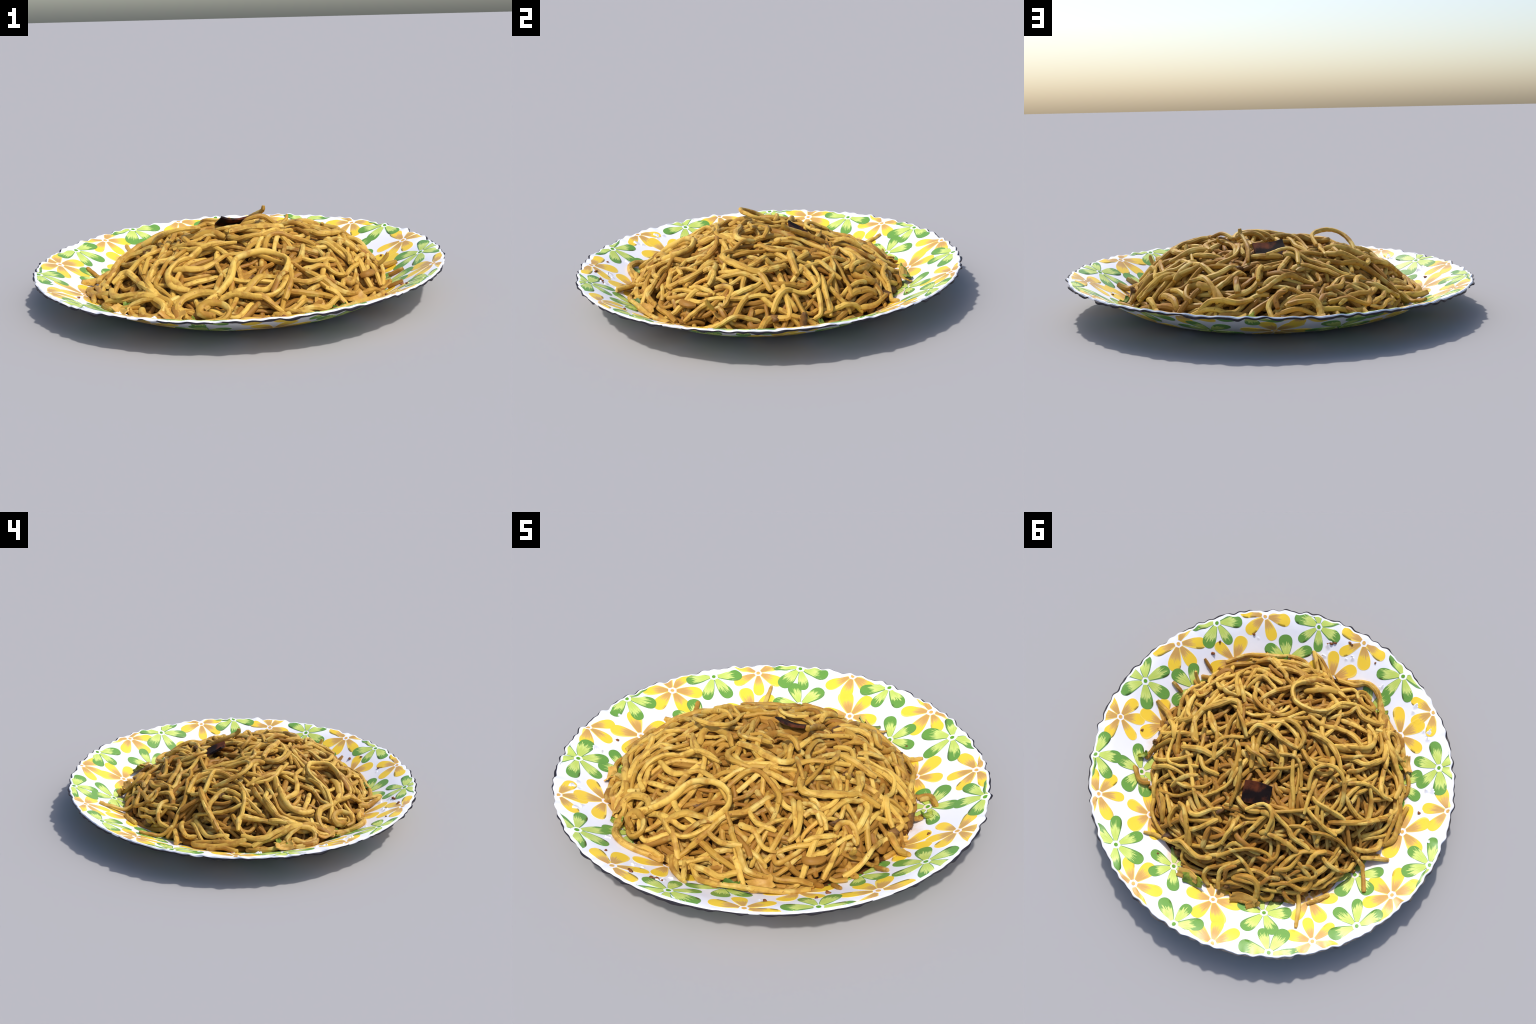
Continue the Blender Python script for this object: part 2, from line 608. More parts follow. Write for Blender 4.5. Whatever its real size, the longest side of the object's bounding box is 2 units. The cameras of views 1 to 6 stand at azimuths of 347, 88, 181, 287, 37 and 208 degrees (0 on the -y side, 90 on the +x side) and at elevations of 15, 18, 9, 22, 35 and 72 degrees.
def resample(pts, step):
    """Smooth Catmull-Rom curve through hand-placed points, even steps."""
    P = np.array(pts, float)
    if len(P) == 2:
        P = np.array([P[0], (P[0] + P[1]) / 2, P[1]])
    E = np.concatenate([[2 * P[0] - P[1]], P, [2 * P[-1] - P[-2]]])
    out = []
    for i in range(1, len(E) - 2):
        for t in np.linspace(0, 1, 12, endpoint=False):
            a, b, c, d = E[i - 1], E[i], E[i + 1], E[i + 2]
            out.append(0.5 * (2 * b + (c - a) * t + (2 * a - 5 * b + 4 * c - d) * t * t
                              + (3 * b - a - 3 * c + d) * t ** 3))
    out.append(P[-1])
    out = np.array(out)
    s = np.concatenate([[0], np.cumsum(np.linalg.norm(np.diff(out, axis=0), axis=1))])
    n = max(4, int(s[-1] / step) + 1)
    q = np.linspace(0, s[-1], n)
    return np.stack([np.interp(q, s, out[:, k]) for k in range(out.shape[1])], 1)


def support(xy, rad):
    """Highest thing under the noodle at each point of its path."""
    best = np.full(len(xy), -1.0)
    for k in range(9):
        a = k * math.pi / 4
        rr = 0.0 if k == 8 else rad * 0.55
        i = cell_index(xy[:, 0] + rr * math.cos(a))
        j = cell_index(xy[:, 1] + rr * math.sin(a))
        h = HMAP[i, j] + (math.sqrt(max(0.0, rad * rad - rr * rr)) - rad)
        best = np.maximum(best, h)
    return best


def stamp(path, rad):
    for x, y, z in path:
        i0, i1 = cell_index(x - rad), cell_index(x + rad) + 1
        j0, j1 = cell_index(y - rad), cell_index(y + rad) + 1
        d2 = (GX[i0:i1, j0:j1] - x) ** 2 + (GY[i0:i1, j0:j1] - y) ** 2
        h = np.where(d2 < rad * rad, z + np.sqrt(np.maximum(rad * rad - d2, 0)), -1)
        HMAP[i0:i1, j0:j1] = np.maximum(HMAP[i0:i1, j0:j1], h)


def drape(xy, rad, cap_extra, stiff=5, tuck=(0.0, 0.0), lift=None):
    z = support(xy, rad) + rad
    zs = smooth1d(z, stiff)
    z = np.maximum(zs, z - 0.75 * rad)
    z = smooth1d(z, 2)
    x, y = xy[:, 0], xy[:, 1]
    floor = plate_height(x, y) + rad * 0.9
    cap = np.maximum(mound_height(x, y) + cap_extra, floor)
    z = np.minimum(z, cap)
    n = len(z)
    t = np.linspace(0, 1, n)
    z = z - tuck[0] * np.clip(1 - t / 0.22, 0, 1) ** 1.5 - tuck[1] * np.clip(1 - (1 - t) / 0.22, 0, 1) ** 1.5
    if lift is not None:
        z = z + lift * np.sin(math.pi * t) ** 1.5
    z = np.maximum(smooth1d(z, 2), floor)
    return np.column_stack([xy, z])


NOODLES = []       # (length, path, radius, flatness, twist)


def lay(xy, rad, cap_extra, stiff=5, tuck=(0, 0), flat=1.0, lift=None, layer='bed'):
    path = drape(xy, rad, cap_extra, stiff, tuck, lift)
    stamp(path, rad * 0.96)
    L = float(np.sum(np.linalg.norm(np.diff(path, axis=0), axis=1)))
    NOODLES.append((L, path, rad, flat, nrng.uniform(-1, 1), layer))
    return path


def random_path(x, y, length, step):
    ang = nrng.uniform(0, 2 * math.pi)
    curl = nrng.normal(0, 6.0)
    pts = [(x, y)]
    for _ in range(int(length / step)):
        curl += nrng.normal(0, 1.4) - 0.06 * curl
        curl = max(-13.0, min(13.0, curl))
        ang += curl * step
        nx, ny = x + step * math.cos(ang), y + step * math.sin(ang)
        fr = foot_radius(nx, ny) * 0.97
        if math.hypot(nx, ny) > fr:
            # turn along the edge of the heap instead of leaving it
            t = math.atan2(ny, nx)
            side = 1 if math.sin(ang - t) > 0 else -1
            ang = t + side * (math.pi / 2 + 0.25)
            nx, ny = x + step * math.cos(ang), y + step * math.sin(ang)
            curl = side * 1.5
        x, y = nx, ny
        pts.append((x, y))
    p = np.array(pts)
    return np.column_stack([smooth1d(p[:, 0], 3), smooth1d(p[:, 1], 3)])


# spines of the noodles that lie uppermost, in plan, laid last
UPPER_EAST = [
    [(0.79, -0.09), (0.71, -0.06), (0.64, -0.01)], [(0.77, -0.23), (0.70, -0.21)],
    [(0.60, -0.01), (0.57, 0.06), (0.56, 0.14), (0.53, 0.21), (0.46, 0.22), (0.35, 0.18)],
    [(0.49, 0.12), (0.38, 0.10), (0.30, 0.10)], [(0.62, 0.26), (0.51, 0.24), (0.41, 0.24)],
    [(0.59, -0.01), (0.51, -0.05), (0.49, -0.10), (0.42, -0.17), (0.37, -0.22), (0.33, -0.23), (0.29, -0.16), (0.26, -0.10)],
    [(0.50, -0.09), (0.50, -0.04), (0.45, 0.03), (0.41, 0.08)],
    [(0.29, 0.12), (0.32, 0.04), (0.30, -0.01), (0.22, -0.06), (0.15, -0.13)],
    [(0.29, -0.22), (0.25, -0.13), (0.21, -0.08)], [(0.17, -0.10), (0.12, -0.01), (0.09, 0.07)],
    [(0.37, 0.13), (0.31, 0.18), (0.23, 0.17)], [(0.12, 0.19), (0.14, 0.12), (0.13, 0.03)],
    [(0.57, -0.49), (0.50, -0.57), (0.42, -0.62), (0.33, -0.66), (0.25, -0.70), (0.17, -0.71), (0.09, -0.67)],
    [(0.45, -0.41), (0.39, -0.35), (0.31, -0.26)], [(0.49, -0.30), (0.42, -0.26), (0.36, -0.27)],
    [(0.62, -0.23), (0.53, -0.21), (0.55, -0.30)], [(0.70, 0.30), (0.65, 0.35), (0.61, 0.33)],
    [(0.68, 0.23), (0.67, 0.17), (0.63, 0.13), (0.57, 0.09)], [(0.44, 0.33), (0.40, 0.27), (0.33, 0.22)],
    [(0.25, 0.32), (0.18, 0.24), (0.15, 0.17), (0.15, 0.10)], [(0.68, -0.44), (0.62, -0.41)],
]
UPPER_SOUTH = [
    [(0.24, -0.30), (0.20, -0.40), (0.13, -0.48), (0.11, -0.56), (0.06, -0.64)],
    [(0.34, -0.65), (0.25, -0.57), (0.18, -0.51), (0.12, -0.47), (0.08, -0.41), (-0.02, -0.37), (-0.10, -0.38)],
    [(0.10, -0.54), (0.04, -0.61), (-0.04, -0.63), (-0.11, -0.60), (-0.19, -0.57), (-0.29, -0.57)],
    [(0.16, -0.78), (0.09, -0.76), (0.03, -0.72), (-0.00, -0.68)],
    [(-0.07, -0.70), (-0.16, -0.74), (-0.23, -0.75), (-0.30, -0.72), (-0.34, -0.65), (-0.39, -0.56), (-0.40, -0.50), (-0.37, -0.47)],
    [(-0.11, -0.41), (-0.14, -0.48), (-0.19, -0.54), (-0.29, -0.62)],
    [(0.16, -0.16), (0.10, -0.21), (0.03, -0.23), (-0.05, -0.20), (-0.09, -0.17), (-0.11, -0.10)],
    [(0.15, -0.14), (0.10, -0.16), (0.02, -0.14), (-0.07, -0.12)],
    [(0.05, -0.04), (-0.02, -0.07), (-0.09, -0.09), (-0.14, -0.06), (-0.19, 0.03)],
    [(-0.08, -0.26), (-0.17, -0.26), (-0.23, -0.25), (-0.29, -0.21), (-0.34, -0.14)],
    [(-0.23, -0.25), (-0.31, -0.29), (-0.40, -0.34), (-0.39, -0.40), (-0.34, -0.50)],
    [(-0.12, -0.13), (-0.19, -0.12), (-0.28, -0.15), (-0.35, -0.16)],
    [(-0.36, -0.17), (-0.42, -0.22), (-0.48, -0.34)],
    [(-0.29, -0.22), (-0.36, -0.25), (-0.43, -0.26), (-0.48, -0.33), (-0.54, -0.42)],
    [(-0.54, -0.43), (-0.60, -0.41), (-0.66, -0.36), (-0.69, -0.29), (-0.68, -0.24)],
    [(-0.43, -0.51), (-0.48, -0.56), (-0.53, -0.54), (-0.56, -0.49)],
    [(-0.41, -0.48), (-0.47, -0.42), (-0.50, -0.35), (-0.46, -0.31)], [(-0.40, -0.63), (-0.41, -0.54)],
    [(-0.19, -0.44), (-0.27, -0.45), (-0.35, -0.45)], [(0.07, -0.50), (-0.01, -0.54), (-0.11, -0.60)],
    [(-0.39, -0.11), (-0.48, -0.16), (-0.56, -0.17), (-0.62, -0.17)],
]
UPPER_NORTH = [
    [(0.47, 0.60), (0.41, 0.58), (0.32, 0.58), (0.22, 0.58), (0.16, 0.59), (0.09, 0.56), (0.03, 0.53), (-0.01, 0.53)],
    [(0.21, 0.60), (0.16, 0.61), (0.10, 0.61), (0.05, 0.60)], [(0.02, 0.49), (-0.01, 0.45), (-0.06, 0.44), (-0.16, 0.43)],
    [(0.04, 0.48), (0.04, 0.43), (0.03, 0.39), (0.04, 0.34)], [(0.26, 0.50), (0.19, 0.46), (0.12, 0.38)],
    [(0.52, 0.41), (0.49, 0.48), (0.43, 0.53), (0.37, 0.56)],
    [(0.34, 0.51), (0.37, 0.48), (0.36, 0.41), (0.32, 0.41), (0.30, 0.46), (0.24, 0.50), (0.20, 0.56)],
    [(0.32, 0.36), (0.28, 0.41), (0.23, 0.41), (0.18, 0.36), (0.13, 0.32)], [(0.13, 0.54), (0.14, 0.47), (0.14, 0.43)],
    [(0.01, 0.35), (0.01, 0.39), (-0.03, 0.42), (-0.10, 0.43)], [(0.02, 0.40), (-0.02, 0.33), (-0.07, 0.30)],
    [(0.19, 0.66), (0.13, 0.66), (0.07, 0.64)], [(0.02, 0.68), (0.06, 0.66), (0.06, 0.61), (0.00, 0.57), (-0.05, 0.53)],
    [(-0.04, 0.68), (-0.02, 0.64), (-0.01, 0.59), (-0.05, 0.55), (-0.09, 0.50)],
    [(-0.08, 0.60), (-0.13, 0.57), (-0.19, 0.56), (-0.23, 0.59), (-0.24, 0.65)], [(-0.10, 0.67), (-0.16, 0.68), (-0.24, 0.66)],
    [(0.09, 0.23), (0.04, 0.26), (-0.01, 0.27), (-0.06, 0.25)],
]
UPPER_WEST = [
    [(-0.07, 0.25), (-0.11, 0.24), (-0.14, 0.26), (-0.15, 0.31), (-0.11, 0.34)],
    [(-0.07, 0.20), (-0.15, 0.23), (-0.23, 0.25), (-0.27, 0.28), (-0.33, 0.28), (-0.38, 0.29)],
    [(-0.13, 0.36), (-0.18, 0.32), (-0.24, 0.28)],
    [(-0.23, 0.24), (-0.29, 0.21), (-0.35, 0.21), (-0.40, 0.19), (-0.48, 0.17), (-0.56, 0.18), (-0.63, 0.19), (-0.67, 0.20)],
    [(-0.27, 0.05), (-0.31, 0.07), (-0.39, 0.07), (-0.46, 0.07), (-0.48, 0.11), (-0.46, 0.14), (-0.40, 0.16)],
    [(-0.41, -0.05), (-0.46, -0.01), (-0.52, 0.01), (-0.58, 0.01)], [(-0.26, 0.11), (-0.32, 0.14), (-0.40, 0.16), (-0.47, 0.16)],
    [(-0.48, 0.08), (-0.55, 0.04), (-0.59, -0.00), (-0.64, -0.07)], [(-0.49, 0.08), (-0.53, 0.13), (-0.56, 0.17)],
    [(-0.66, -0.23), (-0.70, -0.17), (-0.73, -0.08), (-0.74, 0.00), (-0.69, 0.05)], [(-0.73, -0.21), (-0.73, -0.13), (-0.75, -0.05)],
    [(-0.72, -0.04), (-0.67, 0.02), (-0.61, 0.07), (-0.58, 0.11)], [(-0.68, 0.03), (-0.69, 0.08), (-0.64, 0.13), (-0.57, 0.15)],
    [(-0.63, 0.17), (-0.71, 0.13), (-0.77, 0.11)], [(-0.62, 0.19), (-0.67, 0.22), (-0.73, 0.33)],
    [(-0.45, 0.28), (-0.49, 0.30), (-0.55, 0.30), (-0.60, 0.27), (-0.61, 0.21)],
    [(-0.35, 0.32), (-0.34, 0.38), (-0.32, 0.43), (-0.26, 0.47)],
    [(-0.35, 0.37), (-0.40, 0.39), (-0.45, 0.41), (-0.46, 0.45), (-0.43, 0.48), (-0.35, 0.49), (-0.27, 0.54)],
    [(-0.23, 0.57), (-0.26, 0.51), (-0.31, 0.49)], [(-0.57, 0.42), (-0.53, 0.48), (-0.49, 0.52)],
    [(-0.42, 0.49), (-0.46, 0.56), (-0.50, 0.67)], [(-0.34, 0.52), (-0.38, 0.55), (-0.43, 0.55)],
    [(-0.46, 0.45), (-0.52, 0.41), (-0.55, 0.35), (-0.59, 0.30)], [(-0.20, 0.31), (-0.23, 0.36), (-0.24, 0.41), (-0.21, 0.45)],
]

# loops that show on the slopes of the heap
SLOPE_SOUTH = [
    [(-0.36, -0.13), (-0.25, -0.23), (-0.15, -0.27), (-0.07, -0.28)],
    [(-0.26, -0.20), (-0.29, -0.11), (-0.24, -0.08), (-0.16, -0.11), (-0.10, -0.15)],
    [(-0.08, -0.14), (-0.08, -0.21), (-0.03, -0.25), (0.03, -0.26), (0.09, -0.24)],
    [(-0.08, -0.14), (0.01, -0.14), (0.10, -0.16), (0.17, -0.15), (0.19, -0.09)],
    [(0.04, -0.37), (0.06, -0.30), (0.10, -0.26), (0.18, -0.26), (0.26, -0.29), (0.29, -0.33)],
    [(-0.31, -0.59), (-0.22, -0.57), (-0.15, -0.52), (-0.11, -0.43), (-0.05, -0.39), (0.02, -0.38), (0.08, -0.40), (0.12, -0.46), (0.10, -0.52), (0.05, -0.56), (-0.04, -0.59), (-0.16, -0.58)],
    [(-0.25, -0.66), (-0.31, -0.63), (-0.29, -0.60), (-0.22, -0.62), (-0.19, -0.66), (-0.22, -0.69), (-0.27, -0.67)],
    [(0.28, -0.17), (0.32, -0.22), (0.37, -0.22), (0.43, -0.18), (0.48, -0.11), (0.49, -0.02), (0.45, 0.06), (0.42, 0.06)],
    [(0.19, -0.07), (0.26, -0.14), (0.31, -0.18)],
    [(0.18, -0.51), (0.21, -0.54), (0.27, -0.57), (0.32, -0.60), (0.35, -0.60), (0.46, -0.53), (0.56, -0.46)],
    [(0.26, -0.59), (0.31, -0.62), (0.35, -0.64)],
    [(0.08, -0.55), (0.13, -0.58), (0.20, -0.58), (0.27, -0.55)],
    [(-0.38, -0.34), (-0.28, -0.38), (-0.20, -0.37), (-0.13, -0.34), (-0.03, -0.35)],
    [(-0.39, -0.53), (-0.46, -0.41), (-0.45, -0.35), (-0.38, -0.28), (-0.30, -0.22)],
    [(-0.55, -0.52), (-0.59, -0.42), (-0.46, -0.48), (-0.42, -0.53), (-0.49, -0.54)],
    [(-0.37, -0.64), (-0.29, -0.72), (-0.21, -0.75), (-0.14, -0.71), (-0.05, -0.70)],
    [(0.19, -0.47), (0.27, -0.48), (0.34, -0.50), (0.39, -0.48)],
    [(0.35, -0.43), (0.29, -0.45), (0.23, -0.43), (0.19, -0.41)],
    [(0.35, -0.27), (0.40, -0.33), (0.43, -0.39), (0.42, -0.44)],
    [(0.41, -0.32), (0.42, -0.29), (0.47, -0.27), (0.51, -0.30)],
    [(0.53, -0.27), (0.53, -0.22), (0.56, -0.19), (0.60, -0.21), (0.62, -0.23)],
    [(0.46, -0.39), (0.51, -0.33), (0.55, -0.27)],
    [(0.53, -0.05), (0.57, -0.08), (0.59, -0.17), (0.58, -0.22)],
    [(0.56, 0.09), (0.61, 0.02), (0.66, -0.01)],
    [(0.48, -0.42), (0.51, -0.43), (0.54, -0.40), (0.55, -0.36)],
    [(0.58, -0.42), (0.58, -0.36), (0.57, -0.30)],
    [(0.62, -0.33), (0.66, -0.24), (0.66, -0.15), (0.64, -0.07)],
    [(0.11, -0.68), (0.15, -0.68), (0.24, -0.66), (0.32, -0.61)],
    [(0.02, -0.69), (0.09, -0.75), (0.15, -0.78)],
    [(-0.07, -0.61), (-0.01, -0.65), (0.04, -0.69)],
    [(0.01, -0.62), (0.06, -0.56), (0.11, -0.52)],
    [(0.59, 0.34), (0.64, 0.36), (0.71, 0.30)],
    [(0.66, 0.07), (0.67, 0.17), (0.69, 0.21)],
    [(-0.24, -0.05), (-0.25, 0.05), (-0.27, 0.15)],
]
SLOPE_REST = [
    [(-0.34, -0.31), (-0.43, -0.27), (-0.47, -0.30), (-0.50, -0.37), (-0.49, -0.44), (-0.42, -0.52)],
    [(-0.68, -0.27), (-0.63, -0.31), (-0.55, -0.40), (-0.47, -0.47), (-0.43, -0.53), (-0.46, -0.55)],
    [(-0.40, -0.59), (-0.39, -0.55), (-0.35, -0.53), (-0.28, -0.53), (-0.21, -0.58)],
    [(0.21, -0.52), (0.29, -0.54), (0.32, -0.56)],
    [(-0.40, 0.12), (-0.51, 0.06), (-0.59, -0.01), (-0.66, -0.08)],
    [(-0.58, 0.08), (-0.65, 0.01), (-0.68, -0.06), (-0.66, -0.14)],
    [(-0.64, -0.18), (-0.58, -0.17), (-0.54, -0.25), (-0.52, -0.36)],
    [(-0.65, -0.20), (-0.64, -0.30), (-0.57, -0.37), (-0.50, -0.44), (-0.45, -0.52), (-0.48, -0.55), (-0.53, -0.51), (-0.54, -0.44)],
    [(-0.53, -0.31), (-0.51, -0.37), (-0.46, -0.47)],
    [(-0.13, -0.40), (-0.20, -0.49), (-0.23, -0.56), (-0.26, -0.61)],
    [(-0.29, -0.29), (-0.37, -0.33), (-0.41, -0.38), (-0.40, -0.45), (-0.33, -0.50)],
    [(-0.71, 0.04), (-0.70, -0.07), (-0.69, -0.18), (-0.66, -0.31)],
    [(-0.47, 0.44), (-0.53, 0.35), (-0.54, 0.28)],
    [(-0.38, -0.50), (-0.43, -0.52), (-0.44, -0.56), (-0.38, -0.63)],
    [(0.22, 0.57), (0.24, 0.51), (0.31, 0.41), (0.36, 0.39)],
    [(0.04, 0.55), (-0.02, 0.49), (-0.10, 0.44), (-0.18, 0.41), (-0.24, 0.43)],
    [(-0.09, 0.60), (-0.17, 0.58), (-0.22, 0.57), (-0.23, 0.62)],
    [(-0.08, 0.54), (-0.04, 0.58), (-0.05, 0.62)],
    [(-0.32, 0.54), (-0.39, 0.45), (-0.47, 0.39), (-0.43, 0.36), (-0.35, 0.40)],
    [(0.30, 0.58), (0.25, 0.56), (0.14, 0.59), (0.06, 0.56)],
    [(-0.14, 0.33), (-0.13, 0.24), (-0.06, 0.21), (0.01, 0.28)],
    [(-0.15, 0.33), (-0.24, 0.32), (-0.33, 0.33)],
]


def noodle_radius():
    return float(np.clip(nrng.normal(0.0113, 0.0014), 0.0082, 0.0150))


# the bed of noodles stays a little below the final surface, lower still under the crust
BED = TARGET - 0.026 - 0.02 * np.exp(-((GX + 0.003) ** 2 + (GY - 0.16) ** 2) / 0.012)
CRUST_AT = (-0.003, 0.172, 0.292)


def place_crust():
    """Raise the height map under the scorched square so that later noodles go over it."""
    m = (np.abs(GX - CRUST_AT[0]) < 0.06) & (np.abs(GY - CRUST_AT[1]) < 0.05)
    HMAP[m] = np.maximum(HMAP[m], CRUST_AT[2])


def lay_all_noodles():
    # lower layers: dropped where the heap is still lowest against its final shape
    laid = 0
    for i in range(3600):
        if laid >= 620:
            break
        gap = np.where(INSIDE, BED - HMAP, -1)
        w = np.clip(gap - 0.010, 0, None) ** 1.5
        if w.sum() < 1e-6:
            break
        k = nrng.choice(w.size, p=(w / w.sum()).ravel())
        a, b = divmod(int(k), NG)
        L = float(np.clip(nrng.gamma(3.0, 0.12), 0.12, 0.9))
        xy = random_path(_gx[a], _gx[b], L, 0.016)
        # let the start point sit mid-noodle
        xy = xy - (xy[len(xy) // 3] - xy[0]) * 0.6
        keep = np.hypot(xy[:, 0], xy[:, 1]) < foot_radius(xy[:, 0], xy[:, 1]) * 1.0
        if keep.sum() < 6:
            continue
        xy = xy[keep] if keep.all() else xy[np.argmax(keep):np.argmax(keep) + max(6, int(keep[np.argmax(keep):].cumprod().sum()))]
        rad = noodle_radius()
        lid = float(nrng.choice([-0.060, -0.045, -0.032, -0.020]))
        need = support(xy, rad) + rad
        room = np.maximum(mound_height(xy[:, 0], xy[:, 1]) + lid, plate_height(xy[:, 0], xy[:, 1]) + rad) + 0.006
        if np.mean(need > room) > 0.3:
            continue
        laid += 1
        lay(xy, rad, lid, stiff=int(nrng.integers(3, 12)),
            tuck=(nrng.uniform(0, 0.05), nrng.uniform(0, 0.05)), flat=nrng.uniform(0.9, 1.35))
    print("bed noodles", laid)
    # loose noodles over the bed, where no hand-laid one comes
    for i in range(90):
        a = nrng.uniform(0, 2 * math.pi)
        q = math.sqrt(nrng.uniform(0.05, 0.95)) * 0.70
        x, y = q * math.cos(a), q * math.sin(a)
        if math.hypot(x, y - 0.16) < 0.17:
            continue
        xy = random_path(x, y, float(nrng.uniform(0.2, 0.6)), 0.016)
        if np.min(np.hypot(xy[:, 0], xy[:, 1] - 0.16)) < 0.10:
            continue
        lay(xy, noodle_radius(), 0.004, stiff=12, tuck=(nrng.uniform(0, .05), nrng.uniform(0, .05)),
            flat=nrng.uniform(0.9, 1.3), lift=nrng.uniform(0, 0.012), layer='upper')
    place_crust()
    # uppermost noodles
    for group in (UPPER_EAST, UPPER_SOUTH, UPPER_NORTH, UPPER_WEST, SLOPE_REST, SLOPE_SOUTH):
        for pts in group:
            xy = resample(pts, 0.016)
            lay(xy, noodle_radius() * 1.05, 0.018, stiff=9, tuck=(nrng.uniform(0, .02), nrng.uniform(0, .02)),
                flat=nrng.uniform(0.95, 1.3), lift=nrng.uniform(0, 0.016), layer='upper')


# noodles that stand free of the heap: full 3D spines
FREE_SPINES = [
    [(0.145, 0.08, 0.402), (0.142, 0.085, 0.378), (0.12, 0.13, 0.352), (0.10, 0.20, 0.318), (0.095, 0.29, 0.272)],
    [(0.02, 0.02, 0.33), (0.06, 0.0, 0.362), (0.12, 0.0, 0.366), (0.17, -0.02, 0.335)],
    [(-0.23, 0.03, 0.305), (-0.21, -0.06, 0.342), (-0.25, -0.115, 0.360), (-0.31, -0.13, 0.360), (-0.37, -0.10, 0.338),
     (-0.41, -0.03, 0.298), (-0.42, 0.04, 0.26)],
    [(-0.02, -0.05, 0.325), (0.02, -0.07, 0.350), (0.06, -0.08, 0.362)],
    [(0.22, 0.02, 0.315), (0.25, 0.04, 0.335), (0.26, 0.06, 0.352)],
    [(0.40, 0.04, 0.26), (0.42, 0.0, 0.285), (0.42, -0.02, 0.315)],
    [(0.05, -0.66, 0.09), (0.10, -0.72, 0.10), (0.15, -0.78, 0.108)],
    [(0.62, -0.28, 0.15), (0.65, -0.30, 0.19), (0.655, -0.31, 0.215)],
]


def tube_mesh(path, rad, flat, twist, rnd):
    """Extruded noodle: rounded-square section that swells, twists and is cut blunt."""
    P = np.array(path, float)
    # slight kinks where the noodle dried
    P[1:-1] += np.array([[rnd.gauss(0, 0.0007) for _ in range(3)] for _ in range(len(P) - 2)])
    T = np.gradient(P, axis=0)
    T /= np.linalg.norm(T, axis=1)[:, None] + 1e-9
    up = np.array([0, 0, 1.0])
    if abs(T[0] @ up) > 0.9:
        up = np.array([1.0, 0, 0])
    n = np.cross(T[0], up)
    n /= np.linalg.norm(n)
    K = 8
    verts, faces = [], []
    roll0 = rnd.uniform(0, 1.5)
    ph = rnd.uniform(0, 6)
    for i in range(len(P)):
        n = n - T[i] * (n @ T[i])
        n /= np.linalg.norm(n)
        b = np.cross(T[i], n)
        s = i / (len(P) - 1)
        roll = roll0 + twist * 2.2 * s
        c, d = math.cos(roll), math.sin(roll)
        u, v = n * c + b * d, -n * d + b * c
        w = rad * (1.0 + 0.09 * math.sin(i * 0.45 + ph) + 0.03 * math.sin(i * 1.7 + ph))
        if i == 0 or i == len(P) - 1:
            w *= 0.70
        wu, wv = w * math.sqrt(flat), w / math.sqrt(flat)
        for k in range(K):
            a = (k + 0.5) * 2 * math.pi / K
            # superellipse for the squarish cut of the noodle
            ca, sa = math.cos(a), math.sin(a)
            f = (abs(ca) ** 4 + abs(sa) ** 4) ** (-1 / 4)
            verts.append(P[i] + u * ca * f * wu + v * sa * f * wv)
    for i in range(len(P) - 1):
        for k in range(K):
            k2 = (k + 1) % K
            faces.append((i * K + k, i * K + k2, (i + 1) * K + k2, (i + 1) * K + k))
    faces.append(tuple(reversed(range(K))))
    faces.append(tuple(range((len(P) - 1) * K, len(P) * K)))
    return verts, faces


def build_noodles(heap):
    r = random.Random(77)
    for pts in FREE_SPINES:
        path = resample(pts, 0.014)
        NOODLES.append((9.0, path, noodle_radius(), r.uniform(0.95, 1.3), r.uniform(-1, 1), 'upper'))
    # how much of each noodle shows from above
    ranked = []
    for item in NOODLES:
        L, path, rad, flat, twist, layer = item
        i, j = cell_index(path[:, 0]), cell_index(path[:, 1])
        seen = np.mean(path[:, 2] + rad > HMAP[i, j] - 0.004)
        ranked.append((seen * min(L, 1.5) + (5 if L > 5 else 0), item))
    ranked.sort(key=lambda t: -t[0])
    for idx, (_, (L, path, rad, flat, twist, layer)) in enumerate(ranked[:300]):
        v, f = tube_mesh(path, rad, flat, twist, r)
        c = np.mean(np.array(v), axis=0)
        me = mesh_from("noodle", [p - c for p in v], f)
        smooth_by_angle(me, 40)
        ob = new_object("noodle", me, heap, M_NOODLE if layer == 'upper' else M_NOODLE_BROWNER)
        ob.location = c
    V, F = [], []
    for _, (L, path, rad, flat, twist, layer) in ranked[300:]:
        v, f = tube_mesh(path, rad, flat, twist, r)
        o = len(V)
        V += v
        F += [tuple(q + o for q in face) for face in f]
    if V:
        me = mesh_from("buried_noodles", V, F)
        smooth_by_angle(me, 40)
        ob = new_object("buried_noodles", me, heap, M_NOODLE_BROWNER)
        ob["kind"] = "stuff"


def build_core(heap):
    """Dark brown inner mound of the heap, seen only through gaps."""
    NA, NR = 160, 44
    verts, faces = [(0, 0, float(core_height(np.array(0.0), np.array(0.001))))], []
    for i in range(1, NR + 1):
        for j in range(NA):
            a = 2 * math.pi * j / NA
            fr = float(foot_radius(math.cos(a), math.sin(a))) * 0.97
            x, y = fr * i / NR * math.cos(a), fr * i / NR * math.sin(a)
            z = max(float(core_height(x, y)), float(plate_height(x, y)) + 0.0015)
            if i == NR:
                z = float(plate_height(x, y)) + 0.0005
            verts.append((x, y, z))
    for j in range(NA):
        faces.append((0, 1 + j, 1 + (j + 1) % NA))
        for i in range(NR - 1):
            a, b = 1 + i * NA + j, 1 + i * NA + (j + 1) % NA
            faces.append((a, a + NA, b + NA, b))
    new_object("heap_core", mesh_from("heap_core", verts, faces), heap, M_DARK_CORE)


def surface_at(x, y):
    return float(HMAP[cell_index(x), cell_index(y)])


